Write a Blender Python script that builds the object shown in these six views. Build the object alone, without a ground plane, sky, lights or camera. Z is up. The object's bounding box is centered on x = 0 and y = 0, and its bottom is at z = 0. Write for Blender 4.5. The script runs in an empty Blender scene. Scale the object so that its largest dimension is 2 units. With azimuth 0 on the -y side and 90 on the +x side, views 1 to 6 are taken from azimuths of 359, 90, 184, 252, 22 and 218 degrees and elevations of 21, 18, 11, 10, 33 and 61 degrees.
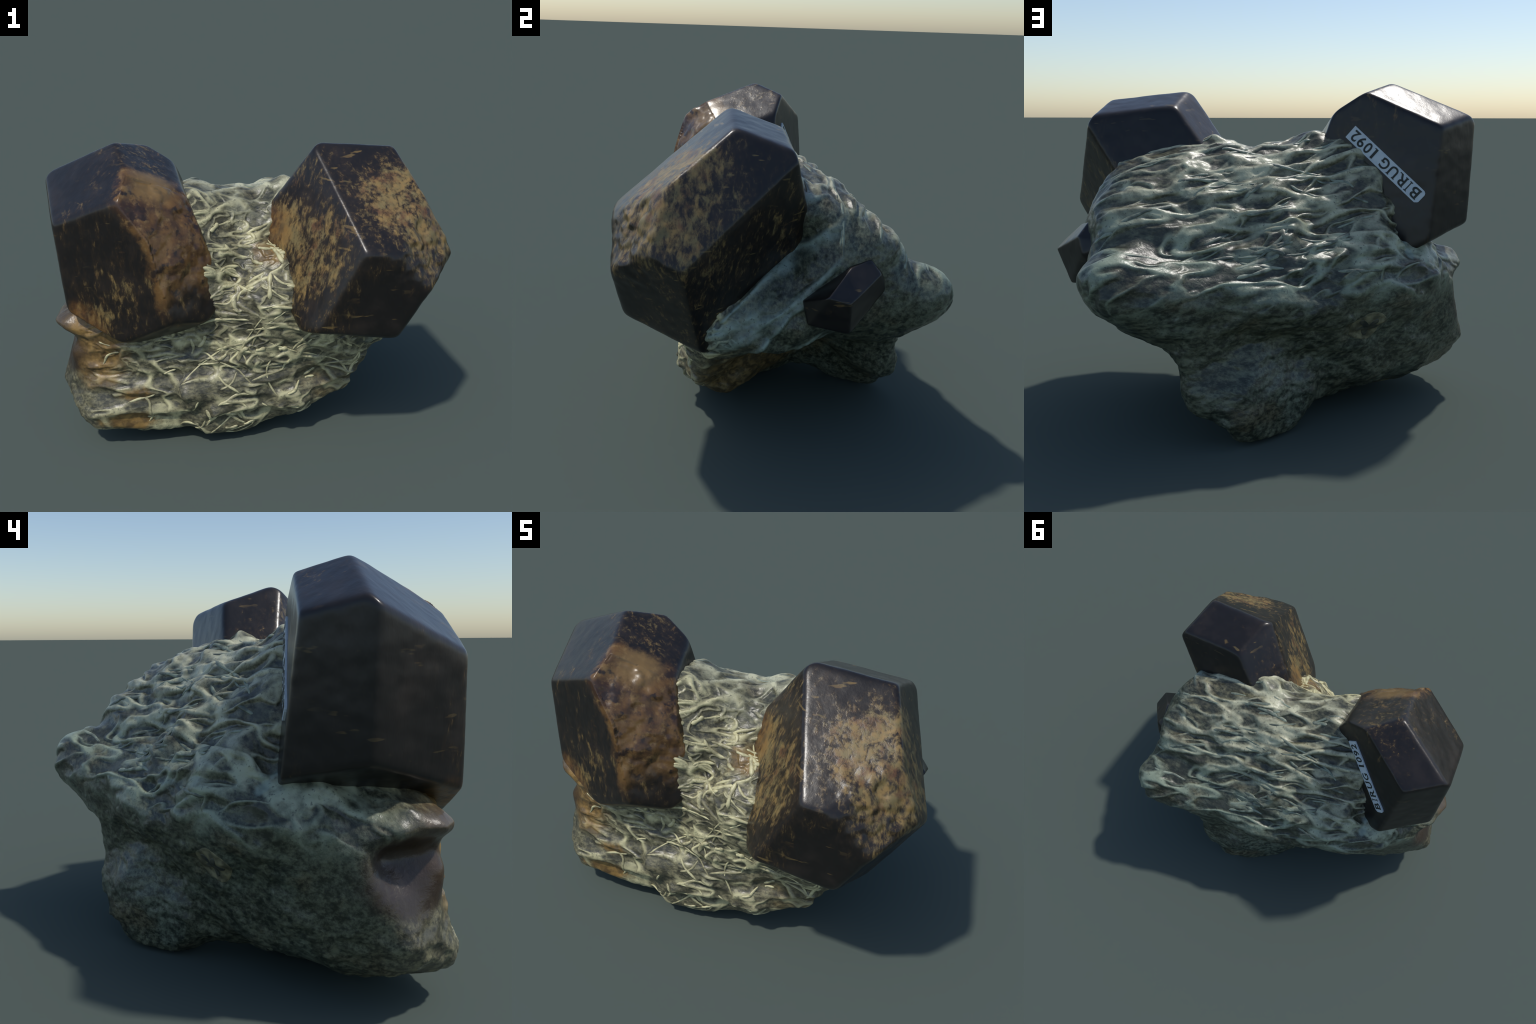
"""Garnet specimen: two large dodecahedral garnets and a small one in a lump of fibrous schist."""
import bpy, bmesh, math, random
import numpy as np
from mathutils import Vector, Matrix
from mathutils.bvhtree import BVHTree

RNG = np.random.default_rng(7)

# ---------------------------------------------------------------- gradient noise
_perm = np.random.default_rng(11).permutation(512)
_grad = np.random.default_rng(12).normal(size=(512, 3))
_grad /= np.linalg.norm(_grad, axis=1)[:, None]


def noise(p):
    """Perlin noise on an (n, 3) array, about -0.6 .. 0.6"""
    i = np.floor(p).astype(np.int64)
    f = p - i
    w = f * f * f * (f * (f * 6 - 15) + 10)
    out = np.zeros(len(p))
    for dx in (0, 1):
        for dy in (0, 1):
            for dz in (0, 1):
                h = _perm[(i[:, 0] + dx) & 511]
                h = _perm[(h + i[:, 1] + dy) & 511]
                h = _perm[(h + i[:, 2] + dz) & 511]
                g = _grad[h]
                d = f - (dx, dy, dz)
                wx = w[:, 0] if dx else 1 - w[:, 0]
                wy = w[:, 1] if dy else 1 - w[:, 1]
                wz = w[:, 2] if dz else 1 - w[:, 2]
                out += wx * wy * wz * (g * d).sum(1)
    return out


def fbm(p, octaves=3, gain=0.5):
    s, a = 0, 1.0
    for k in range(octaves):
        s = s + a * noise(p * 2.03 ** k + 17.3 * k)
        a *= gain
    return s


def ridged(p):
    n = noise(p)
    return 1.15 - np.sqrt(n * n + 0.006) * 3.0


def step(x, a, b):
    t = np.clip((x - a) / (b - a), 0, 1)
    return t * t * (3 - 2 * t)


# ---------------------------------------------------------------- sphere grid
def sphere_grid(n):
    """quad sphere (cube sphere) directions and quads, welded"""
    t = np.tan(np.linspace(-math.pi / 4, math.pi / 4, n + 1))
    a, b = np.meshgrid(t, t, indexing="ij")
    one = np.ones_like(a)
    sides = [np.stack(s, -1) for s in ((one, a, b), (-one, b, a), (b, one, a), (a, -one, b), (a, b, one), (b, a, -one))]
    v = np.concatenate([s.reshape(-1, 3) for s in sides])
    v /= np.linalg.norm(v, axis=1)[:, None]
    key = np.round(v * 1e6).astype(np.int64)
    _, first, inv = np.unique(key, axis=0, return_index=True, return_inverse=True)
    inv = inv.ravel()
    idx = np.arange((n + 1) ** 2).reshape(n + 1, n + 1)
    q = np.stack([idx[:-1, :-1], idx[1:, :-1], idx[1:, 1:], idx[:-1, 1:]], -1).reshape(-1, 4)
    quads = np.concatenate([q + k * (n + 1) ** 2 for k in range(6)])
    return v[first], inv[quads]


def mesh_from(name, verts, quads, mats, smooth=True):
    me = bpy.data.meshes.new(name)
    nq, k = quads.shape
    me.vertices.add(len(verts))
    me.vertices.foreach_set("co", np.asarray(verts, np.float32).ravel())
    me.loops.add(nq * k)
    me.loops.foreach_set("vertex_index", quads.astype(np.int32).ravel())
    me.polygons.add(nq)
    me.polygons.foreach_set("loop_start", np.arange(0, nq * k, k, dtype=np.int32))
    me.update(calc_edges=True)
    me.polygons.foreach_set("use_smooth", np.full(nq, smooth))
    for m in mats:
        me.materials.append(m)
    me.validate()
    return me


def add(name, me, parent=None):
    o = bpy.data.objects.new(name, me)
    bpy.context.scene.collection.objects.link(o)
    o.parent = parent
    return o


# ---------------------------------------------------------------- node helper
class Nodes:
    def __init__(self, name):
        self.mat = bpy.data.materials.new(name)
        self.mat.use_nodes = True
        self.t = self.mat.node_tree
        self.t.nodes.clear()
        self.pos = self.n("ShaderNodeTexCoord").outputs["Object"]

    def grain(self, mult, shift=(0, 0, 0), detail=1.0, dist=0.0, rough=0.5, axes=None):
        """noise at position * mult + shift; the same pattern in a material and in geometry nodes;
        axes = three directions to measure the position along"""
        at = self.pos
        if axes:
            c = self.n("ShaderNodeCombineXYZ")
            for k in range(3):
                d = self.n("ShaderNodeVectorMath", operation="DOT_PRODUCT")
                self.put(d.inputs[0], self.pos)
                d.inputs[1].default_value = axes[k]
                self.put(c.inputs[k], d.outputs["Value"])
            at = c.outputs[0]
        m = self.n("ShaderNodeVectorMath", operation="MULTIPLY_ADD")
        self.put(m.inputs[0], at)
        m.inputs[1].default_value = mult
        m.inputs[2].default_value = shift
        x = self.n("ShaderNodeTexNoise")
        self.put(x.inputs["Vector"], m.outputs[0])
        x.inputs["Scale"].default_value = 1.0
        x.inputs["Detail"].default_value = detail
        x.inputs["Roughness"].default_value = rough
        x.inputs["Distortion"].default_value = dist
        return next(o for o in x.outputs if o.name in ("Fac", "Factor"))

    def cord(self, n, width):
        """raised cord along the contour line of a noise: 1 on the line, 0 beyond width"""
        return self.ramp(self.math("ABSOLUTE", self.math("SUBTRACT", n, 0.5)), 0.0, width, 1.0, 0.0)

    def n(self, kind, **kw):
        x = self.t.nodes.new(kind)
        for k, v in kw.items():
            setattr(x, k, v)
        return x

    def put(self, sock, val):
        if isinstance(val, bpy.types.NodeSocket):
            self.t.links.new(val, sock)
        else:
            sock.default_value = val

    def math(self, op, a, b=0.0, c=0.0, clamp=False):
        m = self.n("ShaderNodeMath", operation=op, use_clamp=clamp)
        for s, v in zip(m.inputs, (a, b, c)):
            self.put(s, v)
        return m.outputs[0]

    def noise(self, scale, detail=3, rough=0.55, stretch=None, rot=None, dist=0.0, shift=(0, 0, 0)):
        v = self.pos
        m = self.n("ShaderNodeMapping")
        self.put(m.inputs["Vector"], v)
        m.inputs["Location"].default_value = shift
        if rot:
            m.inputs["Rotation"].default_value = rot
        m.inputs["Scale"].default_value = stretch or (1, 1, 1)
        x = self.n("ShaderNodeTexNoise")
        self.put(x.inputs["Vector"], m.outputs[0])
        x.inputs["Scale"].default_value = scale
        x.inputs["Detail"].default_value = detail
        x.inputs["Roughness"].default_value = rough
        x.inputs["Distortion"].default_value = dist
        return x.outputs["Fac"]

    def ramp(self, fac, a, b, lo=0.0, hi=1.0):
        m = self.n("ShaderNodeMapRange", interpolation_type="SMOOTHSTEP")
        for k, v in zip(("Value", "From Min", "From Max", "To Min", "To Max"), (fac, a, b, lo, hi)):
            self.put(m.inputs[k], v)
        return m.outputs[0]

    def blob(self, centre, r0, r1, squash=(1, 1, 1), ragged=0.0, scale=9.0):
        """1 inside r0 of centre, 0 outside r1, with a noisy border"""
        s = self.n("ShaderNodeVectorMath", operation="SUBTRACT")
        self.put(s.inputs[0], self.pos)
        s.inputs[1].default_value = centre
        k = self.n("ShaderNodeVectorMath", operation="MULTIPLY")
        self.put(k.inputs[0], s.outputs[0])
        k.inputs[1].default_value = squash
        l = self.n("ShaderNodeVectorMath", operation="LENGTH")
        self.put(l.inputs[0], k.outputs[0])
        d = l.outputs["Value"]
        if ragged:
            w = self.noise(scale, 4, 0.6, shift=(centre[0] * 7, centre[1] * 5, 3))
            d = self.math("ADD", d, self.math("MULTIPLY", self.math("SUBTRACT", w, 0.5), ragged))
        return self.ramp(d, r0, r1, 1.0, 0.0)

    def plane(self, nrm, a, b):
        """0..1 along a direction"""
        d = self.n("ShaderNodeVectorMath", operation="DOT_PRODUCT")
        self.put(d.inputs[0], self.pos)
        d.inputs[1].default_value = nrm
        return self.ramp(d.outputs["Value"], a, b)

    def mix(self, fac, a, b):
        m = self.n("ShaderNodeMix", data_type="RGBA")
        self.put(m.inputs[0], fac)
        for s, v in ((m.inputs[6], a), (m.inputs[7], b)):
            self.put(s, v if isinstance(v, bpy.types.NodeSocket) else (*v, 1))
        return m.outputs[2]

    def many(self, op, items):
        r = items[0]
        for i in items[1:]:
            r = self.math(op, r, i)
        return r

    def finish(self, colour, rough, bump=None, strength=0.3, distance=0.01, coat=0.0, spec=0.5):
        b = self.n("ShaderNodeBsdfPrincipled")
        self.put(b.inputs["Base Color"], colour if isinstance(colour, bpy.types.NodeSocket) else (*colour, 1))
        self.put(b.inputs["Roughness"], rough)
        b.inputs["Specular IOR Level"].default_value = spec
        b.inputs["Coat Weight"].default_value = coat
        b.inputs["Coat Roughness"].default_value = 0.25
        if bump is not None:
            k = self.n("ShaderNodeBump")
            k.inputs["Strength"].default_value = strength
            k.inputs["Distance"].default_value = distance
            self.put(k.inputs["Height"], bump)
            self.put(b.inputs["Normal"], k.outputs[0])
        o = self.n("ShaderNodeOutputMaterial")
        self.put(o.inputs["Surface"], b.outputs[0])
        return self.mat


class Shape(Nodes):
    """geometry nodes that push a mesh out along its normals"""

    def __init__(self, name):
        self.t = bpy.data.node_groups.new(name, "GeometryNodeTree")
        self.t.interface.new_socket("Geometry", in_out="INPUT", socket_type="NodeSocketGeometry")
        self.t.interface.new_socket("Geometry", in_out="OUTPUT", socket_type="NodeSocketGeometry")
        self.pos = self.n("GeometryNodeInputPosition").outputs[0]

    def push(self, height):
        i, o = self.n("NodeGroupInput"), self.n("NodeGroupOutput")
        sp = self.n("GeometryNodeSetPosition")
        v = self.n("ShaderNodeVectorMath", operation="SCALE")
        self.put(v.inputs[0], self.n("GeometryNodeInputNormal").outputs[0])
        self.put(v.inputs["Scale"], height)
        self.put(sp.inputs["Geometry"], i.outputs[0])
        self.put(sp.inputs["Offset"], v.outputs[0])
        self.put(o.inputs[0], sp.outputs[0])
        return self.t


# on the back slope: along the ridges, across them, outward
LINEATION = ((0.94, 0.27, -0.20), (0.336, -0.759, 0.569), (0.0, 0.60, 0.80))

CROSSING = ((0.77, 0.51, -0.385), (0.64, -0.616, 0.459), (0.0, 0.60, 0.80))


def schist_pattern(s):
    """masks and cords of the fibrous schist, shared by its relief and its colour"""
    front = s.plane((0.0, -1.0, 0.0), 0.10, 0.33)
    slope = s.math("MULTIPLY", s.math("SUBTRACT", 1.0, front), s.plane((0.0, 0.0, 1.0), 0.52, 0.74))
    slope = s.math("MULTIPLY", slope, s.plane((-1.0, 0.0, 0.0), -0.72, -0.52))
    a = s.cord(s.grain((5.5, 6.0, 8.5), (3.1, 0.4, 7.7), 1.0, 0.35), 0.105)
    b = s.cord(s.grain((3.5, 9.0, 11.0), (9.3, 5.2, 1.7), 1.0, 0.5), 0.08)
    a = s.math("MULTIPLY", a, s.ramp(s.grain((6.0, 6.0, 6.0), (2.2, 9.1, 3.3), 1.0), 0.40, 0.56))
    b = s.math("MULTIPLY", b, s.ramp(s.grain((5.0, 5.0, 6.0), (7.2, 1.1, 8.3), 1.0), 0.44, 0.58, 0.1, 0.9))
    e = s.cord(s.grain((9.0, 10.0, 14.0), (5.2, 3.8, 0.6), 1.0, 0.6), 0.075)
    shelf = s.plane((0.0, 0.0, -1.0), -0.46, -0.36)          # calmer on the lower shelf
    worms = s.math("MAXIMUM", s.math("MAXIMUM", a, b), s.math("MULTIPLY", e, s.math("SUBTRACT", 0.5, s.math("MULTIPLY", shelf, 0.3))))
    worms = s.math("MULTIPLY", worms, s.math("SUBTRACT", 1.0, s.math("MULTIPLY", shelf, 0.25)))
    worms = s.math("MULTIPLY", worms, s.plane((1.0, 0.0, 0.0), -0.89, -0.76))
    c = s.cord(s.grain((2.9, 7.5, 4.0), (1.5, 2.5, 4.1), 1.5, 0.25, axes=LINEATION), 0.10)
    d = s.cord(s.grain((3.4, 9.5, 5.0), (6.5, 8.5, 2.2), 1.0, 0.3, axes=CROSSING), 0.075)
    rows = s.math("MAXIMUM", c, s.math("MULTIPLY", d, 0.7))
    # smooth folds beside the right crystal, running along its lower edge
    flank = s.math("MULTIPLY", s.plane((1.0, 0.0, 0.0), 0.54, 0.64), s.plane((0.0, -1.0, 0.0), -0.28, -0.10))
    flank = s.math("MULTIPLY", flank, s.plane((0.0, 0.0, 1.0), 0.46, 0.56))
    folds = s.cord(s.grain((1.6, 9.0, 2.5), (4.4, 0.3, 5.6), 1.5, 0.3, axes=((0.0, 0.75, 0.66), (0.0, -0.66, 0.75), (1.0, 0.0, 0.0))), 0.11)
    folds = s.math("MULTIPLY", folds, flank)
    return front, s.math("MULTIPLY", slope, s.math("SUBTRACT", 1.0, flank)), worms, rows, folds


# ---------------------------------------------------------------- materials
DARK = (0.0125, 0.0105, 0.0095)  # base darkened and warmed to offset purple-blue sky reflection on the faces
GOLD = (0.29, 0.185, 0.062)
OLIVE = (0.20, 0.155, 0.065)
RUST = (0.22, 0.105, 0.028)
UMBER = (0.075, 0.035, 0.018)


def garnet_material(name, blobs, stretch, rot, base_cut=0.66, gold=GOLD, rust_blobs=(), broken=(), scratched=0.5):
    """near-black garnet with fine limonite streaks; blobs = (centre, inner, outer, strength)"""
    s = Nodes(name)
    streak = s.noise(15, 5, 0.66, stretch=stretch, rot=rot, dist=0.7)
    fine = s.noise(34, 4, 0.66, stretch=stretch, rot=rot, shift=(4, 4, 1))
    broad = s.noise(4.5, 3, 0.55, shift=(3, 1, 7))
    f = s.math("ADD", s.math("MULTIPLY", streak, 0.55), s.math("MULTIPLY", fine, 0.45))
    f = s.math("ADD", f, s.math("MULTIPLY", s.math("SUBTRACT", broad, 0.5), 0.22))
    for c, a, b, k in blobs:
        f = s.math("ADD", f, s.math("MULTIPLY", s.blob(c, a, b, ragged=0.1, scale=12), k))
    m = s.ramp(f, base_cut - 0.07, base_cut + 0.12)
    tone = s.noise(21, 4, 0.6, shift=(5, 5, 5))
    stain = s.mix(s.ramp(tone, 0.34, 0.66), OLIVE, gold)
    stain = s.mix(s.ramp(s.noise(11, 4, 0.6, shift=(8, 2, 1)), 0.50, 0.70), stain, (0.15, 0.07, 0.03))
    dark = s.mix(s.ramp(s.noise(6, 4, 0.6, shift=(1, 9, 4)), 0.45, 0.75), DARK, (0.026, 0.020, 0.017))
    smear = s.math("MULTIPLY", s.ramp(f, base_cut - 0.17, base_cut + 0.03), 0.32)
    dark = s.mix(smear, dark, (0.075, 0.045, 0.02))
    col = s.mix(s.math("MULTIPLY", m, 0.92), dark, stain)
    for c, a, b, k in rust_blobs:
        r = s.math("MULTIPLY", s.blob(c, a, b, ragged=0.16), k)
        rc = s.mix(s.ramp(s.noise(24, 3, 0.6), 0.35, 0.65), UMBER, RUST)
        col = s.mix(r, col, rc)
    # long thin scratches
    scr = s.noise(26, 2, 0.5, stretch=(0.35, 0.35, 1.5), rot=(rot[0] + 0.6, rot[1], 0.4), shift=(2, 8, 5))
    scr = s.math("MULTIPLY", s.ramp(scr, 0.655, 0.71), s.ramp(s.noise(5, 2, 0.5, shift=(6, 1, 6)), 0.38, 0.56))
    col = s.mix(s.math("MULTIPLY", scr, scratched), col, stain)
    for nrm, dist in broken:                     # rusty broken facets, fading out along ragged borders
        d = s.n("ShaderNodeVectorMath", operation="DOT_PRODUCT")
        s.put(d.inputs[0], s.pos)
        d.inputs[1].default_value = nrm
        e = s.math("ADD", d.outputs["Value"], s.math("MULTIPLY", s.math("SUBTRACT", s.noise(10, 5, 0.65), 0.5), 0.09))
        r = s.ramp(e, dist - 0.055, dist - 0.022)
        low = s.blob((-0.30, -0.56, 0.72), 0.12, 0.24, ragged=0.16)
        r = s.math("MULTIPLY", r, s.math("SUBTRACT", 1.0, s.math("MULTIPLY", low, 0.95)))
        p, q = s.noise(8, 4, 0.6, dist=0.4), s.noise(26, 4, 0.65)
        rc = s.mix(s.ramp(p, 0.36, 0.62), (0.05, 0.025, 0.014), (0.16, 0.085, 0.028))
        rc = s.mix(s.ramp(q, 0.48, 0.72), rc, (0.21, 0.13, 0.05))
        rc = s.mix(s.ramp(s.noise(15, 3, 0.6, shift=(4, 0, 2)), 0.54, 0.66), rc, (0.03, 0.018, 0.013))
        pale = s.blob((-0.40, -0.42, 1.38), 0.05, 0.17, squash=(1, 1, 1.4), ragged=0.12)
        rc = s.mix(s.math("MULTIPLY", pale, 0.6), rc, (0.23, 0.15, 0.06))
        col = s.mix(r, col, rc)
    rough = s.math("ADD", 0.3, s.math("MULTIPLY", m, 0.15))
    h = s.math("ADD", s.math("MULTIPLY", m, 0.5), s.math("MULTIPLY", s.noise(30, 3, 0.6, stretch=stretch, rot=rot), 0.5))
    return s.finish(col, rough, h, 0.14, 0.01)


def schist_material():
    s = Nodes("fibrous_schist")
    lin = (0.5, 1.4, 1.4)                        # lineation runs along x
    a = s.noise(10, 5, 0.65, stretch=lin, dist=0.8)
    b = s.noise(30, 4, 0.65, stretch=(0.7, 1.2, 1.2), dist=0.4)
    c = s.noise(80, 3, 0.6)
    mixn = s.math("ADD", s.math("MULTIPLY", a, 0.6), s.math("MULTIPLY", b, 0.4))
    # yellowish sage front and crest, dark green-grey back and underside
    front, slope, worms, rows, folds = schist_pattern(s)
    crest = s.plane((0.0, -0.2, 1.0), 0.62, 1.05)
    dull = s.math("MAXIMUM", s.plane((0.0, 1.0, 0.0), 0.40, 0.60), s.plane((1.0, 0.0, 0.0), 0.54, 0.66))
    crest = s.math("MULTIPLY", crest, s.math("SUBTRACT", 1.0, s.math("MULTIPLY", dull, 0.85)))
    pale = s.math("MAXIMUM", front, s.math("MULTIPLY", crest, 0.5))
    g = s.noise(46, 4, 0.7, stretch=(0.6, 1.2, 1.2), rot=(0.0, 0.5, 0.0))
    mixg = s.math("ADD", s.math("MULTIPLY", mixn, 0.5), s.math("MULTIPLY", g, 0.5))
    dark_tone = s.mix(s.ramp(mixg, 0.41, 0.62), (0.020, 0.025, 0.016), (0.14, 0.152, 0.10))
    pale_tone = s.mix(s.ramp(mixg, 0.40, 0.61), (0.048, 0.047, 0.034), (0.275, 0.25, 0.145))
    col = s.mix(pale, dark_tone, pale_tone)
    # bluish green patches
    blue = s.ramp(s.noise(3.2, 3, 0.5, shift=(2, 6, 1)), 0.50, 0.62)
    blue = s.math("MULTIPLY", blue, s.math("SUBTRACT", 1.0, s.math("MULTIPLY", front, 0.9)))
    col = s.mix(s.math("MULTIPLY", blue, 0.2), col, s.mix(s.ramp(mixg, 0.4, 0.6), (0.024, 0.036, 0.036), (0.17, 0.24, 0.20)))
    # pale fibre bundles
    tone = s.ramp(s.noise(17, 4, 0.6, shift=(7, 7, 0)), 0.32, 0.58)
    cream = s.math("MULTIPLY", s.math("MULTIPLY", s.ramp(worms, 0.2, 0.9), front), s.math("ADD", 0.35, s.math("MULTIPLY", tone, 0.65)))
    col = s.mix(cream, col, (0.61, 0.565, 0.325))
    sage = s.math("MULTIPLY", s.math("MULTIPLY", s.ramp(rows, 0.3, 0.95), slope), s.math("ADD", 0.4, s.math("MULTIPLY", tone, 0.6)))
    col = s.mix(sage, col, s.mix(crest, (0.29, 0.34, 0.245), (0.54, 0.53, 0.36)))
    col = s.mix(s.math("MULTIPLY", folds, s.math("ADD", 0.45, s.math("MULTIPLY", tone, 0.5))), col, (0.29, 0.37, 0.32))
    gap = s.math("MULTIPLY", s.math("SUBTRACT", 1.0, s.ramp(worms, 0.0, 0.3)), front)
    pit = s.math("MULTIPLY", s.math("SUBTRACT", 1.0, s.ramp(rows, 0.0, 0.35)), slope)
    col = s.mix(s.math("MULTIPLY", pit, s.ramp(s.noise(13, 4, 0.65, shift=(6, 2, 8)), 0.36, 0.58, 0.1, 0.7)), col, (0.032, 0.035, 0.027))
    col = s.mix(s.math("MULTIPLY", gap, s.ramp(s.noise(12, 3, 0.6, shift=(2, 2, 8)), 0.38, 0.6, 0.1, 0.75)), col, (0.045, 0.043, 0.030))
    # dark mica specks
    col = s.mix(s.math("MULTIPLY", s.ramp(c, 0.58, 0.70), 0.65), col, (0.03, 0.034, 0.034))
    # brown weathering on the tip and back
    br = s.ramp(s.noise(5, 4, 0.6, shift=(9, 3, 3)), 0.52, 0.68)
    col = s.mix(s.math("MULTIPLY", br, 0.5), col, s.mix(s.ramp(g, 0.4, 0.6), (0.032, 0.027, 0.016), (0.14, 0.115, 0.065)))
    # limonite rust
    rust = [s.blob((-0.82, -0.50, 0.58), 0.15, 0.29, ragged=0.2),
            s.blob((-0.62, -0.54, 0.16), 0.05, 0.11, squash=(0.6, 1, 1.6), ragged=0.14, scale=14),
            s.blob((-0.58, -0.55, 0.31), 0.01, 0.07, squash=(0.6, 1, 1.3), ragged=0.12, scale=14),
            s.blob((0.13, -0.37, 0.97), 0.03, 0.11, ragged=0.12, scale=14)]
    rustm = s.many("MAXIMUM", rust)
    rc = s.mix(s.ramp(s.noise(16, 4, 0.6), 0.38, 0.62), (0.11, 0.065, 0.024), (0.29, 0.175, 0.055))
    col = s.mix(s.math("MULTIPLY", rustm, 0.92), col, rc)
    cav = s.blob((-0.90, -0.29, 0.51), 0.12, 0.20, squash=(1, 0.85, 1), ragged=0.08)
    col = s.mix(s.math("MULTIPLY", cav, 0.9), col, (0.035, 0.022, 0.016))
    lip = s.blob((-0.965, -0.38, 0.665), 0.05, 0.13, ragged=0.08)
    col = s.mix(s.math("MULTIPLY", lip, 0.75), col, (0.07, 0.055, 0.042))
    und = s.blob((0.36, -0.10, 0.24), 0.20, 0.34, squash=(0.75, 0.75, 1), ragged=0.15)
    col = s.mix(s.math("MULTIPLY", und, 0.85), col, s.mix(s.ramp(b, 0.4, 0.65), (0.06, 0.04, 0.016), (0.20, 0.13, 0.045)))
    # whitish smears beside the labelled crystal
    for ctr, q in (((-0.66, 0.09, 0.87), (1.3, 1, 0.4)), ((-0.68, 0.14, 0.795), (1.2, 1, 0.5))):
        col = s.mix(s.math("MULTIPLY", s.blob(ctr, 0.015, 0.04, squash=q, ragged=0.04, scale=30), 0.6), col, (0.28, 0.36, 0.31))
    glossy = s.math("MAXIMUM", rustm, cav)
    rough = s.math("SUBTRACT", s.math("ADD", 0.28, s.math("MULTIPLY", b, 0.16)), s.math("MULTIPLY", glossy, 0.03))
    h = s.math("ADD", s.math("MULTIPLY", b, 0.7), s.math("MULTIPLY", c, 0.3))
    return s.finish(col, rough, h, 0.28, 0.012)


def plain(name, c1, c2, scale=30, rough=0.45, bump=0.15):
    s = Nodes(name)
    f = s.noise(scale, 4, 0.6)
    return s.finish(s.mix(s.ramp(f, 0.35, 0.65), c1, c2), rough, f, bump, 0.006)


# ---------------------------------------------------------------- the schist lump
ROCK_CENTRE = np.array([-0.05, -0.02, 0.62])
# points the surface passes through, by region of the lump
CREST = [(-0.02, -0.27, 1.10), (0.20, 0.25, 1.09), (0.57, 0.24, 1.15), (-0.494, -0.005, 1.197), (-0.16, -0.30, 1.22), (-0.02, -0.01, 1.25),
         (0.05, 0.10, 1.20), (0.135, -0.23, 1.17), (0.0, -0.225, 1.21), (0.10, -0.16, 1.215), (0.56, 0.01, 1.21), (-0.334, -0.06, 1.278), (-0.24, -0.32, 1.27), (0.325, 0.005, 1.262), (0.549, 0.036, 1.21), (0.236, -0.154, 1.27)]
FRONT_FACE = [(-0.33, -0.59, 0.33), (-0.29, -0.55, 0.26), (0.05, -0.52, 0.34), (0.22, -0.49, 0.31), (-0.81, -0.48, 0.37), (-0.57, -0.50, 0.43), (-0.44, -0.505, 0.55), (-0.28, -0.485, 0.595), (-0.62, -0.525, 0.64), (-0.36, -0.535, 0.32),
              (-0.26, -0.53, 0.41), (0.46, -0.45, 0.38), (-0.11, -0.50, 0.49), (0.04, -0.52, 0.58),
              (-0.17, -0.48, 0.95), (-0.06, -0.41, 0.87), (0.03, -0.41, 0.93), (0.11, -0.535, 0.84), (0.0, -0.465, 0.86), (0.16, -0.55, 0.79), (0.10, -0.54, 0.64), (0.32, -0.47, 0.44), (0.22, -0.45, 0.92), (0.10, -0.33, 1.03), (0.14, -0.28, 1.02), (0.20, -0.44, 0.95)]
FRONT_FOOT = [(-0.02, -0.48, 0.055), (0.05, -0.44, 0.07), (-0.83, -0.38, 0.12), (-0.65, -0.53, 0.13), (-0.53, -0.48, 0.06), (-0.30, -0.47, 0.085),
              (-0.27, -0.52, 0.09), (0.33, -0.42, 0.14), (0.41, -0.435, 0.26), (-0.85, -0.51, 0.16), (-0.18, -0.56, 0.23), (0.14, -0.51, 0.24), (0.23, -0.52, 0.22), (0.52, -0.345, 0.255)]
BACK_SLOPE = [(0.03, 0.38, 0.83), (-0.33, 0.23, 0.90), (-0.09, 0.39, 0.86), (0.52, 0.57, 0.87), (-0.28, 0.09, 1.10), (0.43, 0.32, 1.09),
              (0.29, 0.40, 0.965), (0.37, 0.565, 0.82), (0.22, 0.59, 0.745), (0.26, 0.45, 0.90), (-0.18, 0.18, 1.06), (0.015, 0.21, 1.09)]
BACK_BROW = [(-0.20, 0.42, 0.73), (-0.50, 0.325, 0.76), (-0.60, 0.16, 0.89), (0.02, 0.485, 0.76), (-0.31, 0.41, 0.68), (-0.09, 0.535, 0.635), (-0.09, 0.495, 0.70), (-0.20, 0.50, 0.605), (-0.29, 0.44, 0.58)]
BACK_TIP = [(0.55, 0.50, 0.955), (0.53, 0.76, 0.70), (0.60, 0.735, 0.72), (0.65, 0.68, 0.745), (0.47, 0.67, 0.82), (0.52, 0.58, 0.53), (0.26, 0.64, 0.61), (0.44, 0.70, 0.62), (0.463, 0.728, 0.74)]
BACK_FOOT = [(0.19, 0.58, 0.25), (0.29, 0.47, 0.27), (0.26, 0.45, 0.19), (0.04, 0.45, 0.42), (0.22, 0.56, 0.36), (0.30, 0.40, 0.35), (-0.48, 0.26, 0.47), (0.30, 0.57, 0.47),
             (-0.18, 0.23, 0.04), (-0.14, 0.36, 0.02), (-0.02, 0.35, -0.005), (0.09, 0.47, 0.04), (-0.22, 0.34, 0.06), (-0.28, 0.25, 0.21), (0.14, 0.57, 0.20), (-0.08, 0.42, 0.36), (0.0, 0.53, 0.27), (-0.18, 0.335, 0.32), (-0.32, 0.28, 0.355), (-0.685, 0.09, 0.42), (-0.71, 0.21, 0.61), (-0.49, 0.18, 0.32), (-0.625, 0.125, 0.43)]
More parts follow.
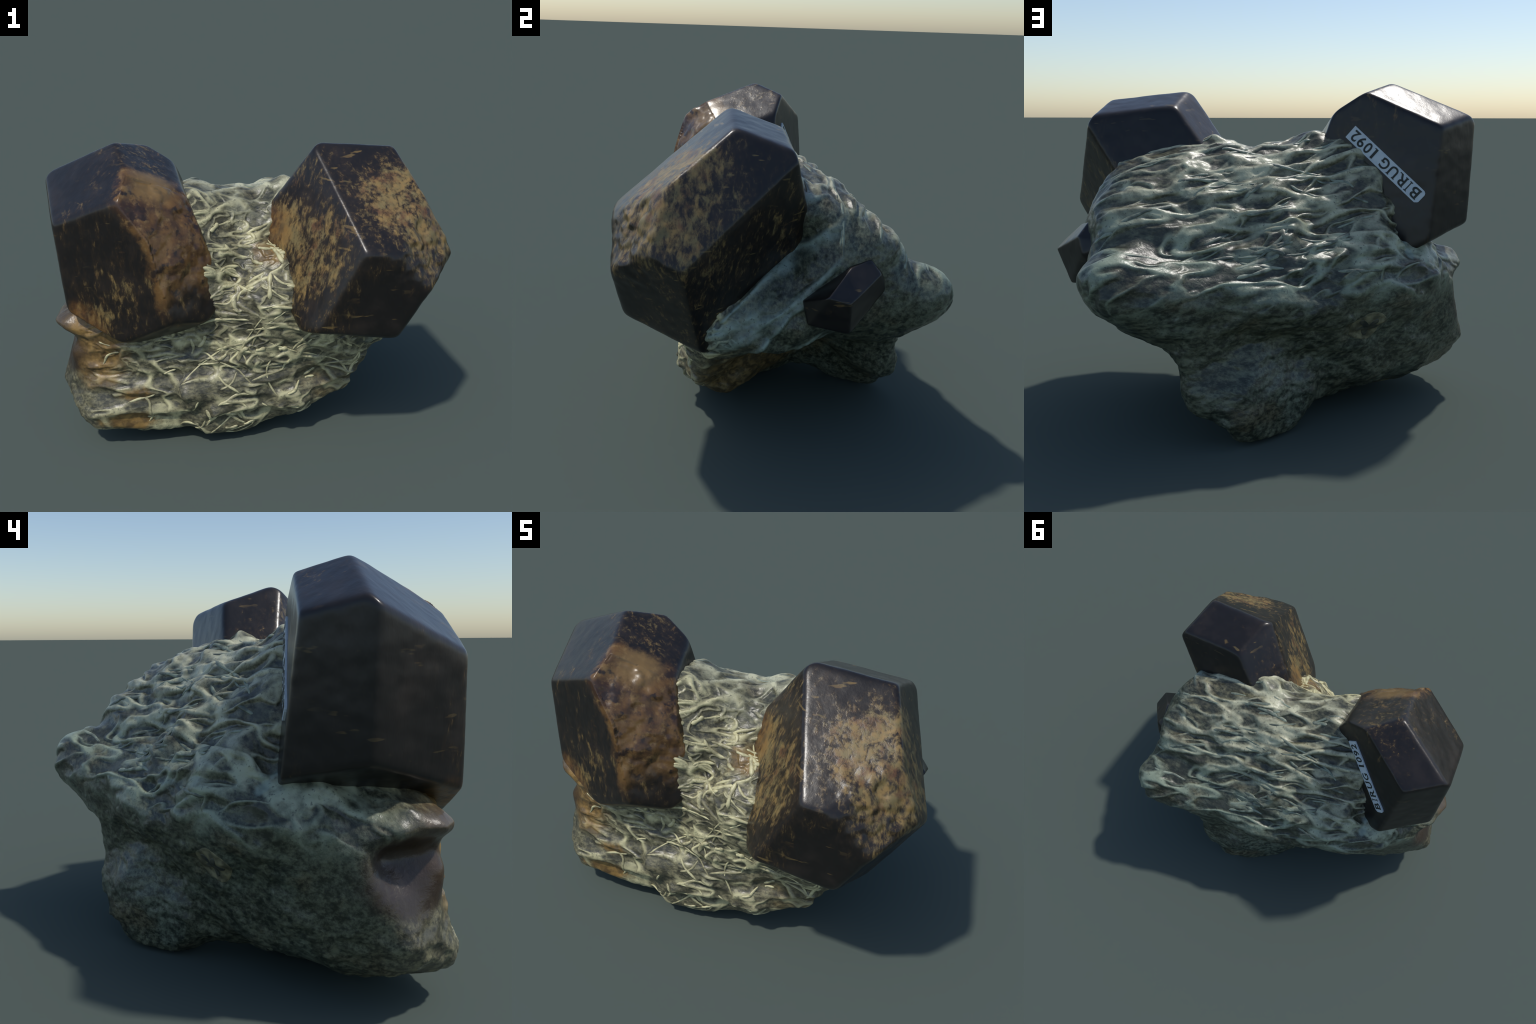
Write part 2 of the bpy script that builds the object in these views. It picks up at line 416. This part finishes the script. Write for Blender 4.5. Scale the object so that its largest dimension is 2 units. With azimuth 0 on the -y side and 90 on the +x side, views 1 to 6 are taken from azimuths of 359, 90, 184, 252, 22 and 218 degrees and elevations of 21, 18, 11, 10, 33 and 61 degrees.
UNDERSIDE = [(-0.60, -0.01, 0.13), (-0.59, -0.11, 0.08), (-0.44, 0.07, 0.14), (0.02, 0.12, 0.17), (-0.54, 0.10, 0.16), (-0.48, 0.17, 0.25),
             (0.20, 0.05, 0.32), (0.28, -0.09, 0.31), (0.40, -0.27, 0.25), (0.47, -0.34, 0.20), (0.40, -0.12, 0.41), (0.08, 0.19, 0.30), (0.24, 0.20, 0.40), (0.23, 0.29, 0.335), (0.17, 0.10, 0.33), (0.50, 0.11, 0.47), (0.32, 0.40, 0.38), (0.58, 0.15, 0.525),
             (0.15, -0.22, 0.07), (0.12, 0.0, 0.20), (0.28, -0.16, 0.15), (0.34, -0.25, 0.11)]
LEFT_END = [(-0.965, -0.25, 0.24), (-0.975, -0.30, 0.34), (-0.89, -0.12, 0.29), (-0.69, 0.06, 0.26), (-0.77, 0.07, 0.785), (-0.785, 0.145, 0.69), (-0.815, -0.035, 0.775), (-0.87, -0.035, 0.525),
            (-0.845, -0.15, 0.745), (-0.85, -0.28, 0.76), (-0.81, -0.42, 0.72), (-0.68, 0.14, 0.79), (-0.683, 0.092, 0.81), (-0.626, 0.06, 0.953),
            (-0.73, -0.50, 0.62)]
# jutting ledge over a squarish notch, the cast of a lost crystal
LEFT_NOTCH = [(-0.915, -0.11, 0.665), (-0.925, -0.11, 0.635), (-0.985, -0.24, 0.667), (-0.985, -0.35, 0.662), (-0.955, -0.44, 0.657), (-0.90, -0.23, 0.605), (-0.88, -0.36, 0.60),
              (-0.86, -0.20, 0.55), (-0.885, -0.28, 0.52), (-0.835, -0.445, 0.60), (-0.80, -0.46, 0.52), (-0.90, -0.38, 0.50), (-0.925, -0.17, 0.51), (-0.92, -0.40, 0.512), (-0.925, -0.35, 0.445), 
              (-0.93, -0.13, 0.56), (-0.955, -0.20, 0.44), (-0.94, -0.32, 0.38)]
RIGHT_FLANK = [(0.66, 0.45, 0.84), (0.64, 0.43, 1.00), (0.69, 0.14, 1.045), (0.67, 0.31, 1.03), (0.66, 0.06, 1.09), (0.64, 0.24, 1.10),
               (0.79, -0.30, 0.69), (0.72, -0.19, 0.77), (0.65, -0.055, 0.86), (0.61, 0.05, 0.97), (0.775, -0.02, 0.75), (0.77, -0.15, 0.62), (0.73, 0.11, 0.93), (0.78, 0.05, 0.70),
               (0.70, -0.37, 0.50), (0.75, -0.22, 0.51), (0.78, -0.12, 0.54), (0.78, 0.0, 0.56), (0.76, 0.13, 0.59), (0.65, -0.30, 0.43), (0.60, -0.36, 0.38)]
_knots = np.array(CREST + FRONT_FACE + FRONT_FOOT + BACK_SLOPE + BACK_BROW + BACK_TIP + BACK_FOOT + UNDERSIDE + LEFT_END + LEFT_NOTCH + RIGHT_FLANK) - ROCK_CENTRE
_kr = np.linalg.norm(_knots, axis=1)
_ku = _knots / _kr[:, None]
SOFT = 0.08


def _kernel(u):
    return -np.sqrt(np.maximum(2 - 2 * u @ _ku.T, 0) + SOFT ** 2)


_n = len(_ku)
_A = np.ones((_n + 1, _n + 1))
_A[_n, _n] = 0
_A[:_n, :_n] = _kernel(_ku) + 2e-3 * np.eye(_n)
_w = np.linalg.solve(_A, np.append(_kr, 0))

# local bosses (+) and hollows (-): centre, radius, height
BOSSES = [((-0.33, 0.23, 0.90), 0.06, 0.02), ((-0.09, 0.39, 0.86), 0.06, 0.02), ((0.03, 0.377, 0.83), 0.05, 0.02),
          ((-0.31, 0.175, 0.995), 0.05, 0.02), ((-0.28, 0.09, 1.10), 0.05, 0.018), ((0.35, 0.25, 1.13), 0.08, 0.02),
          ((-0.29, -0.55, 0.26), 0.03, 0.025), ((-0.18, -0.56, 0.23), 0.03, 0.025), ((-0.10, -0.56, 0.26), 0.022, 0.02), ((0.14, -0.51, 0.24), 0.04, 0.025), ((0.22, -0.49, 0.31), 0.03, 0.02)]


def rock_base(u):
    out = np.empty(len(u))
    for k in range(0, len(u), 60000):
        out[k:k + 60000] = _kernel(u[k:k + 60000]) @ _w[:_n] + _w[_n]
    return out


def rock_radius(u, fine=True):
    r = rock_base(u)
    p = ROCK_CENTRE + u * r[:, None]
    for c, rad, h in BOSSES:
        d2 = ((p - c) ** 2).sum(1)
        r = r + h * np.exp(-d2 / rad ** 2)
    if not fine:
        return r
    p = ROCK_CENTRE + u * r[:, None]
    x, y, z = p.T
    front = step(-y, 0.10, 0.35) * step(x, -0.88, -0.78)
    low = step(z, 0.75, 0.50) * (1 - front)
    slope = (1 - front) * (1 - low)
    warp = np.stack([noise(p * 3.1), noise(p * 3.1 + 40), noise(p * 3.1 + 80)], 1)
    # back slope: wavy rows of knobbly ridges running along x
    w = (p + 0.05 * warp) @ np.array(LINEATION).T
    q = w * (2.0, 9.5, 6.0)
    wav = ridged(q) - 0.40
    knobs = noise(w * (7, 13, 9) + 3)
    flank = step(x, 0.56, 0.68)
    r = r + slope * (1 - 0.75 * flank) * (-0.016 + 0.028 * np.clip(wav, -0.9, 1) * (0.75 + 1.4 * knobs) + 0.024 * knobs + 0.006 * noise(p * (22, 32, 32)))
    # front: ledges and a tangle
    ledge = ridged((p + 0.07 * warp) * (1.7, 4, 8.5) + 5) - 0.4
    r = r + front * (0.030 * np.clip(ledge, -0.8, 1) * step(z, 0.62, 0.42) + 0.012 * noise(p * (11, 11, 18)) + 0.006)
    r = r + flank * (0.016 * noise(p * 9) + 0.010 * noise(p * (20, 16, 16)) + 0.004 * noise(p * 38))
    # lower back: granular, craggy, obliquely streaked
    q = np.stack([x * 5 + z * 3, y * 9, z * 10 - x * 4], 1)
    crag = ridged((p + 0.06 * warp) * (4, 4, 6) + 9) - 0.4
    calm = 1 - 0.85 * step(-x, 0.74, 0.84) * step(z, 0.3, 0.4)
    r = r + low * calm * (0.027 * np.clip(crag, -1, 1) + 0.018 * noise(q) + 0.014 * noise(p * (9, 13, 19)) + 0.010 * noise(p * (20, 24, 28)) + 0.005 * noise(p * 44))
    return r


def rock_point(u):
    p = ROCK_CENTRE + u * rock_radius(u)[:, None]
    p[:, 2] = 0.004 + np.logaddexp(0, (p[:, 2] - 0.004) * 80) / 80     # the feet stand on the ground
    return p


# ---------------------------------------------------------------- crystals
def crystal(name, centre, planes, mats, n=120, sharp=60, relief=None):
    """convex body bounded by the planes (normal, distance from the origin), edges slightly rounded"""
    centre = np.array(centre, float)
    u, quads = sphere_grid(n)
    nn = np.array([p[0] for p in planes], float)
    nn /= np.linalg.norm(nn, axis=1)[:, None]
    d = np.array([p[1] for p in planes]) - nn @ centre
    g = np.maximum(u @ nn.T, 1e-4) / d
    top = g.argmax(1)
    m = g.max(1)
    r = 1 / (m * ((g / m[:, None]) ** sharp).sum(1) ** (1 / sharp))
    p = centre + u * r[:, None]
    r = r + 0.004 * noise(p * 6) + 0.0016 * noise(p * 19)
    if relief:
        r = r + relief(p, top)
    p = centre + u * r[:, None]
    return mesh_from(name, p, quads, mats)


LEFT_CENTRE = (-0.603, -0.204, 1.111)
LEFT = [((-0.4525, -0.4360, 0.7779), 0.331), ((-0.2252, 0.4829, 0.8462), 0.368), ((0.5113, -0.1726, 0.8419), 0.356), ((-0.7173, 0.6966, -0.0152), 0.338),
        ((-0.9685, -0.2461, -0.0385), 0.346), ((-0.3205, -0.9470, 0.0200), 0.356), ((0.6360, -0.7517, 0.1741), 0.449), ((0.5646, -0.5900, 0.5771), 0.386),
        ((0.268, 0.958, 0.100), 0.2266), ((0.93, 0.10, 0.33), 0.362), ((0.5248, 0.3002, -0.7965), 0.45), ((0.19, -0.589, -0.785), 0.603), ((-0.4427, 0.154, -0.883), 0.378)]
LEFT_BROKEN = (6, 7)
LEFT_LABELLED = 8
RIGHT_CENTRE = (0.57, -0.295, 1.023)
RIGHT = [((0.1475, -0.6086, 0.7797), 0.332), ((0.0722, 0.3083, 0.9485), 0.450), ((0.9089, 0.057, 0.4131), 0.363), ((-0.740, 0.268, 0.615), 0.440),
         ((-0.7313, -0.5866, 0.3482), 0.316), ((0.0421, -0.9932, -0.1087), 0.449), ((0.7957, -0.3532, -0.492), 0.440), ((0.6987, 0.6392, -0.3212), 0.269),
         ((-0.084, 0.960, 0.265), 0.371), ((-0.1966, 0.616, -0.7628), 0.40), ((-0.1191, -0.3671, -0.9225), 0.490), ((-0.8992, -0.0163, -0.4372), 0.45),
         ((0.5542, -0.7177, 0.4217), 0.402)]
RIGHT_CHIP = np.array([0.84, -0.62, 1.06])


def at_centre(planes, centre):
    c = np.array(centre)
    out = []
    for n, d in planes:
        n = np.array(n) / np.linalg.norm(n)
        out.append((n, d + n @ c))
    return out


def left_relief(p, top):
    b = np.isin(top, LEFT_BROKEN)
    near = b * (0.022 * noise(p * 7) + 0.016 * noise(p * 15) + 0.005 * noise(p * 33))
    dent = -0.03 * np.exp(-((p - np.array([-0.42, -0.52, 1.12])) ** 2).sum(1) / 0.10 ** 2)
    return near * step(p[:, 2], 0.68, 0.95) + b * dent


def right_relief(p, top):
    m = np.exp(-((p - RIGHT_CHIP) ** 2).sum(1) / 0.16 ** 2)
    return m * (-0.006 + 0.034 * noise(p * 10) + 0.022 * noise(p * 23)) + 0.002 * noise(p * 40) * step(m, 0.1, 0.5)


def hull_planes(points):
    bm = bmesh.new()
    for q in points:
        bm.verts.new(q)
    bmesh.ops.convex_hull(bm, input=bm.verts)
    bmesh.ops.dissolve_limit(bm, angle_limit=math.radians(9), verts=bm.verts, edges=bm.edges)
    bm.normal_update()
    out = [(tuple(f.normal), f.normal.dot(f.calc_center_median())) for f in bm.faces]
    bm.free()
    return out


SMALL = [(0.87, 0.16, 0.818), (0.872, 0.251, 0.796), (0.81, 0.257, 0.64), (0.80, 0.084, 0.671), (0.78, 0.063, 0.769), (0.75, 0.258, 0.91),
         (0.69, 0.343, 0.93), (0.72, 0.388, 0.876), (0.70, 0.412, 0.80), (0.60, 0.05, 0.75), (0.58, 0.25, 0.90), (0.55, 0.42, 0.85), (0.60, 0.1, 0.62), (0.58, 0.38, 0.68)]

# ---------------------------------------------------------------- fibres
def strand(points, radius, flat, sides=8):
    """tapered tube along points; flat squashes it along the surface normal"""
    pts = np.array([p for p, _ in points])
    nrm = np.array([n for _, n in points])
    k = len(pts)
    tan = np.gradient(pts, axis=0)
    tan /= np.linalg.norm(tan, axis=1)[:, None] + 1e-9
    side = np.cross(nrm, tan)
    side /= np.linalg.norm(side, axis=1)[:, None] + 1e-9
    s = np.linspace(0, 1, k)
    prof = radius * np.sqrt(np.clip(np.minimum(s, 1 - s) * 9, 0.03, 1)) * (0.85 + 0.15 * np.cos(s * 9 + radius * 900))
    a = np.arange(sides) / sides * 2 * math.pi
    ring = pts[:, None] + prof[:, None, None] * (np.cos(a)[None, :, None] * side[:, None] + flat * np.sin(a)[None, :, None] * nrm[:, None])
    v = ring.reshape(-1, 3)
    f = []
    for i in range(k - 1):
        for j in range(sides):
            f.append((i * sides + j, i * sides + (j + 1) % sides, (i + 1) * sides + (j + 1) % sides, (i + 1) * sides + j))
    return v, f


def lay_fibres(count, seed, pick, aim, length, radius, curl, sink, flat, climb=0.0, tree=None):
    """fibres walked over the rock surface, drifting up onto its ridges by climb;
    pick(rng) -> start point, aim(rng, p) -> heading"""
    rng = np.random.default_rng(seed)
    steps = 13
    start = np.array([pick(rng) for _ in range(count)])
    u = start - ROCK_CENTRE
    u /= np.linalg.norm(u, axis=1)[:, None]
    head = np.array([aim(rng, p) for p in start], float)
    ln = rng.uniform(*length, count) * rng.uniform(0.6, 1.0, count)
    cv = rng.normal(0, curl, count)
    wob = rng.normal(0, curl, count)
    rad = rng.uniform(*radius, count) * rng.uniform(0.6, 1.0, count)
    paths, normals = [], []

    def unit(v):
        return v / np.linalg.norm(v, axis=1)[:, None]

    for k in range(-8 if climb else 0, steps):
        e = 0.008
        t1 = unit(np.cross(u, head))
        t2 = np.cross(t1, u)
        p0 = rock_base_point(u)
        n = unit(np.cross(rock_base_point(u + e * t1) - p0, rock_base_point(u + e * t2) - p0))
        n *= np.sign((n * u).sum(1))[:, None]
        if climb:
            side = np.cross(n, head)
            h = [((rock_point(unit(u + q * side)) - rock_base_point(u + q * side)) * n).sum(1) for q in (-0.016, 0.016)]
            u = unit(u + side * (np.clip((h[1] - h[0]) * 40, -1, 1) * climb)[:, None])
        if k < 0:
            continue
        p = rock_point(u)
        paths.append(p + n * (rad * (flat - sink))[:, None])
        normals.append(n)
        head = unit(head - n * (head * n).sum(1)[:, None])
        ang = (cv + wob * math.cos(k * 0.8)) / steps
        head = head * np.cos(ang)[:, None] + np.cross(n, head) * np.sin(ang)[:, None]
        u = unit(p + head * (ln / steps)[:, None] - ROCK_CENTRE)
    V, F, base = [], [], 0
    paths, normals = np.array(paths), np.array(normals)
    if tree:                                     # settle the walked paths on the finished surface
        for i in range(count):
            for k in range(steps):
                c = paths[k, i]
                u1 = Vector((c - ROCK_CENTRE) / np.linalg.norm(c - ROCK_CENTRE))
                hit = tree.ray_cast(Vector(ROCK_CENTRE) + u1 * 1.6, -u1)
                if hit[0] is not None:
                    paths[k, i] = np.array(hit[0]) + normals[k, i] * rad[i] * (flat - sink)
            for _ in range(2):
                paths[1:-1, i] = (paths[:-2, i] + 2 * paths[1:-1, i] + paths[2:, i]) / 4
    for i in range(count):
        v, f = strand(list(zip(paths[:, i], normals[:, i])), rad[i], flat)
        V.append(v)
        F.append(np.array(f) + base)
        base += len(v)
    return np.concatenate(V), np.concatenate(F)


def rock_base_point(u):
    u = u / np.linalg.norm(u, axis=1)[:, None]
    return ROCK_CENTRE + u * rock_radius(u, fine=False)[:, None]


def pick_front(rng):
    return (rng.uniform(-0.72, 0.60) if rng.random() < 0.6 else rng.uniform(-0.28, 0.25), -0.5 + 0.1 * rng.random(), rng.uniform(0.06, 1.32))


def pick_slope(rng):
    s = rng.random() ** 1.3
    return (rng.uniform(-0.55, 0.50), -0.05 + 0.55 * s, 1.22 - 0.45 * s)


def build():
    top = bpy.data.objects.new("garnet_specimen", None)
    bpy.context.scene.collection.objects.link(top)
    top["label"] = "two black garnet crystals in pale green fibrous schist, paper label"
    top["category"] = "mineral specimen"

    # --- schist
    u, quads = sphere_grid(290)
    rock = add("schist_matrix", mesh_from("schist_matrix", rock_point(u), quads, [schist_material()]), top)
    g = Shape("schist_relief")
    front, slope, worms, rows, folds = schist_pattern(g)
    h = g.math("ADD", g.math("MULTIPLY", g.math("MULTIPLY", front, worms), 0.0115), g.math("ADD", g.math("MULTIPLY", g.math("MULTIPLY", slope, rows), 0.0135), g.math("MULTIPLY", folds, 0.014)))
    rock.modifiers.new("relief", "NODES").node_group = g.push(g.math("SUBTRACT", h, g.math("MULTIPLY", g.math("ADD", front, slope), 0.006)))
    bpy.context.view_layer.update()
    graph = bpy.context.evaluated_depsgraph_get()
    done = bpy.data.meshes.new_from_object(rock.evaluated_get(graph))
    rock.modifiers.clear()
    rock.data = done
    done.polygons.foreach_set("use_smooth", np.full(len(done.polygons), True))
    tree = BVHTree.FromObject(rock, bpy.context.evaluated_depsgraph_get())

    # --- crystals
    left_mat = garnet_material("garnet_left", [((-0.62, -0.55, 0.85), 0.05, 0.3, 0.06), ((-0.72, -0.52, 0.70), 0.02, 0.16, 0.16), ((-0.45, -0.2, 1.45), 0.02, 0.2, 0.06),
                                               ((-0.93, -0.1, 1.1), 0.1, 0.5, -0.15), ((-0.6, 0.1, 1.1), 0.1, 0.35, -0.08)],
                               (1.6, 1.6, 0.6), (0.0, 0.2, 0.0), 0.63, rust_blobs=[((-0.80, -0.50, 0.70), 0.03, 0.17, 0.9)],
                               broken=[(n, d) for n, d in (at_centre(LEFT, LEFT_CENTRE)[k] for k in LEFT_BROKEN)], scratched=0.22)
    me = crystal("garnet_crystal", LEFT_CENTRE, at_centre(LEFT, LEFT_CENTRE), [left_mat], 140, 45, left_relief)
    left = add("garnet_crystal", me, top)
    right_mat = garnet_material("garnet_right", [((0.76, -0.47, 1.22), 0.10, 0.34, 0.125), ((0.90, -0.64, 1.05), 0.05, 0.24, 0.10), ((0.34, -0.50, 1.02), 0.08, 0.34, 0.11), ((0.62, -0.40, 1.32), 0.02, 0.2, 0.04),
                                                 ((0.20, -0.30, 1.10), 0.02, 0.20, 0.15), ((0.90, -0.35, 1.0), 0.05, 0.30, 0.07), ((0.65, -0.72, 0.80), 0.05, 0.28, -0.15),
                                                 ((0.55, -0.1, 1.45), 0.05, 0.35, -0.12), ((0.5, 0.1, 1.3), 0.05, 0.3, -0.12)],
                                (1.5, 1.5, 0.6), (0.3, 0.5, 0.2), 0.60, rust_blobs=[((0.16, -0.30, 1.08), 0.02, 0.15, 0.7)])
    me = crystal("garnet_crystal", RIGHT_CENTRE, at_centre(RIGHT, RIGHT_CENTRE), [right_mat], 140, 45, right_relief)
    add("garnet_crystal", me, top)
    small_mat = garnet_material("garnet_small", [], (1.2, 1.2, 0.7), (0.3, 0.0, 0.2), 0.72)
    me = crystal("garnet_crystal", (0.68, 0.24, 0.78), hull_planes([(x + 0.022, y, z) for x, y, z in SMALL]), [small_mat], 70, 70)
    add("garnet_crystal", me, top)

    # --- fibres
    def fibre_material(name, pale, dull):
        s = Nodes(name)
        f = s.noise(14, 4, 0.6)
        g = s.noise(45, 3, 0.6)
        col = s.mix(s.ramp(f, 0.36, 0.58), dull, pale)
        col = s.mix(s.math("MULTIPLY", s.ramp(g, 0.52, 0.68), 0.5), col, dull)
        return s.finish(col, 0.42, g, 0.2, 0.008)

    cream = fibre_material("cream_fibre", (0.61, 0.565, 0.325), (0.27, 0.245, 0.14))
    sage = fibre_material("sage_fibre", (0.26, 0.30, 0.225), (0.085, 0.10, 0.078))

    def aim_front(rng, p):
        a = rng.normal(0.1, 0.55) + (math.pi if rng.random() < 0.5 else 0)
        return (math.cos(a), 0.0, math.sin(a))

    def aim_slope(rng, p):
        a = rng.normal(0.0, 0.2) + (math.pi if rng.random() < 0.5 else 0)
        return tuple(math.cos(a) * np.array(LINEATION[0]) + math.sin(a) * np.array(LINEATION[1]))

    sets = ((60, 3, pick_front, aim_front, (0.06, 0.20), (0.009, 0.017), 1.1, 0.75, 0.75, 0.0, cream),
            (70, 5, pick_front, aim_front, (0.08, 0.34), (0.006, 0.012), 0.6, 0.72, 0.62, 0.0, cream),
            (50, 4, pick_slope, aim_slope, (0.10, 0.32), (0.007, 0.016), 0.35, 0.72, 0.55, 0.007, sage))
    for *rule, mat in sets:
        v, f = lay_fibres(*rule, tree)
        o = add("fibre", mesh_from("fibre", v, f, [mat]), rock)
        o["kind"] = "stuff"

    # --- paper label on the back face of the left crystal
    label(left)
    stamp(rock, tree)


def label(parent):
    a, b, c = np.array([-0.754, 0.080, 1.040]), np.array([-0.436, -0.043, 1.334]), np.array([-0.395, -0.048, 1.290])
    n = np.array(LEFT[LEFT_LABELLED][0])
    run = b - a
    run -= n * (run @ n)
    length = np.linalg.norm(run)
    run /= length
    up = np.cross(n, run)
    height = 0.068
    dist = LEFT[LEFT_LABELLED][1] + n @ np.array(LEFT_CENTRE)
    origin = a + n * (dist - a @ n + 0.003)
    if up @ (c - b) < 0:                         # letters stand away from the crystal's upper edge
        up = -up
    m = Matrix(((run[0], up[0], n[0], origin[0]), (run[1], up[1], n[1], origin[1]), (run[2], up[2], n[2], origin[2]), (0, 0, 0, 1)))
    bm = bmesh.new()
    cut = 0.014
    outline = [(cut, 0), (length, 0), (length, height), (cut, height), (0.004, height - cut * 0.6), (0, height - cut), (0, cut), (0.004, cut * 0.4)]
    face = bm.faces.new([bm.verts.new((x, y, -0.004)) for x, y in outline])
    ext = bmesh.ops.extrude_face_region(bm, geom=[face])
    for q in ext["geom"]:
        if isinstance(q, bmesh.types.BMVert):
            q.co.z = 0.004
    bmesh.ops.recalc_face_normals(bm, faces=bm.faces)
    me = bpy.data.meshes.new("label")
    bm.to_mesh(me)
    bm.free()
    me.materials.append(plain("label_paper", (0.56, 0.63, 0.68), (0.64, 0.70, 0.73), 40, 0.4, 0.03))  # paper colour lightened, since this face lies in shade
    paper = add("label", me, parent)
    paper.matrix_world = m
    # letters: (character, advance share, slab serifs as (x, y) in the letter's own box)
    letters = [("B", 1.0, [(0.12, 0), (0.12, 1)]), ("I", 0.6, [(0.5, 0), (0.5, 1)]), ("R", 1.05, [(0.12, 0), (0.12, 1), (0.95, 0)]),
               ("U", 1.05, [(0.1, 1), (0.9, 1)]), ("G", 1.05, [(0.88, 0.42)]), (" ", 0.5, []),
               ("1", 0.7, [(0.62, 0)]), ("0", 0.8, []), ("9", 0.8, []), ("2", 0.8, [])]
    total = sum(q[1] for q in letters)
    left, high, low = 0.016, height - 0.0085, 0.0085
    cell = (length - 0.028) / total
    big = bmesh.new()
    x0 = left
    for ch, adv, serifs in letters:
        wide = cell * adv
        if ch != " ":
            cu = bpy.data.curves.new("letter", "FONT")
            cu.body = ch
            cu.size = 1.0
            cu.offset = 0.016
            cu.extrude = 0.004
            cu.resolution_u = 6
            t = bpy.data.objects.new("letter", cu)
            bpy.context.scene.collection.objects.link(t)
            bpy.context.view_layer.update()
            lm = bpy.data.meshes.new_from_object(t.evaluated_get(bpy.context.evaluated_depsgraph_get()))
            bpy.data.objects.remove(t)
            xs = [q.co.x for q in lm.vertices]
            ys = [q.co.y for q in lm.vertices]
            inner = wide * 0.80
            gap = (wide - inner) / 2
            for q in lm.vertices:
                q.co = (x0 + gap + (q.co.x - min(xs)) / (max(xs) - min(xs)) * inner * (0.22 if ch == "I" else 0.42 if ch == "1" else 1) + inner * (0.39 if ch == "I" else 0.24 if ch == "1" else 0),
                        low + (q.co.y - min(ys)) / (max(ys) - min(ys)) * (high - low), 0.0046 + q.co.z * 0.15)
            big.from_mesh(lm)
            for sx, sy in serifs:
                cx, cy = x0 + gap + sx * inner, low + sy * (high - low)
                cy += 0.0022 if sy == 0 else (-0.0022 if sy == 1 else 0)
                bmesh.ops.create_cube(big, size=1.0, matrix=Matrix.Translation((cx, cy, 0.0046)) @ Matrix.Diagonal((0.0155, 0.0042, 0.0011, 1)))
        x0 += wide
    me = bpy.data.meshes.new("writing")
    big.to_mesh(me)
    big.free()
    me.materials.append(plain("label_ink", (0.015, 0.02, 0.018), (0.03, 0.035, 0.03), 40, 0.5, 0.0))
    ink = add("writing", me, paper)
    ink.matrix_world = m


def drape(name, centre, outline_r, mat, parent, lift, tree, spin=0.0, squash=1.0):
    """thin patch following the rock; outline_r(angle) -> radius"""
    c = np.array(centre) - ROCK_CENTRE
    c /= np.linalg.norm(c)
    t1 = np.cross((0, 0, 1.0), c)
    t1 /= np.linalg.norm(t1)
    t2 = np.cross(c, t1)
    rings, seg = 14, 72
    a = np.arange(seg) / seg * 2 * math.pi
    rad = np.array([outline_r(x) for x in a])
    r0 = np.linalg.norm(np.array(centre) - ROCK_CENTRE)
    P = []
    for k in range(rings + 1):
        s = max(k / rings, 0.02)
        P.append(c + (t1 * (np.cos(a + spin) * rad * s)[:, None] + t2 * (np.sin(a + spin) * rad * s * squash)[:, None]) / r0)
    u = np.concatenate(P)
    u /= np.linalg.norm(u, axis=1)[:, None]
    edge = np.repeat(np.linspace(0, 1, rings + 1), seg)
    hits = [tree.ray_cast(Vector(ROCK_CENTRE) + Vector(q) * 1.6, -Vector(q))[3] for q in u]
    top = ROCK_CENTRE + u * (1.6 - np.array(hits) + np.where(edge > 0.99, -0.003, lift))[:, None]
    f = [(k * seg + j, (k + 1) * seg + j, (k + 1) * seg + (j + 1) % seg, k * seg + (j + 1) % seg) for k in range(rings) for j in range(seg)]
    return add(name, mesh_from(name, top, np.array(f), [mat]), parent)


def stamp(parent, tree):
    """worn round cream mark with a dark star-shaped print"""
    cream = plain("worn_stamp", (0.08, 0.078, 0.048), (0.25, 0.23, 0.135), 22, 0.5)
    dark = plain("stamp_ink", (0.03, 0.035, 0.03), (0.085, 0.085, 0.06), 30, 0.5)
    c = (-0.484, 0.259, 0.473)
    d = drape("stamp", c, lambda x: 0.078 + 0.003 * math.sin(5 * x), cream, parent, 0.0025, tree)
    drape("star_print", c, lambda x: 0.036 + 0.018 * math.cos(5 * x) + 0.006 * math.sin(3 * x), dark, d, 0.0045, tree)


build()
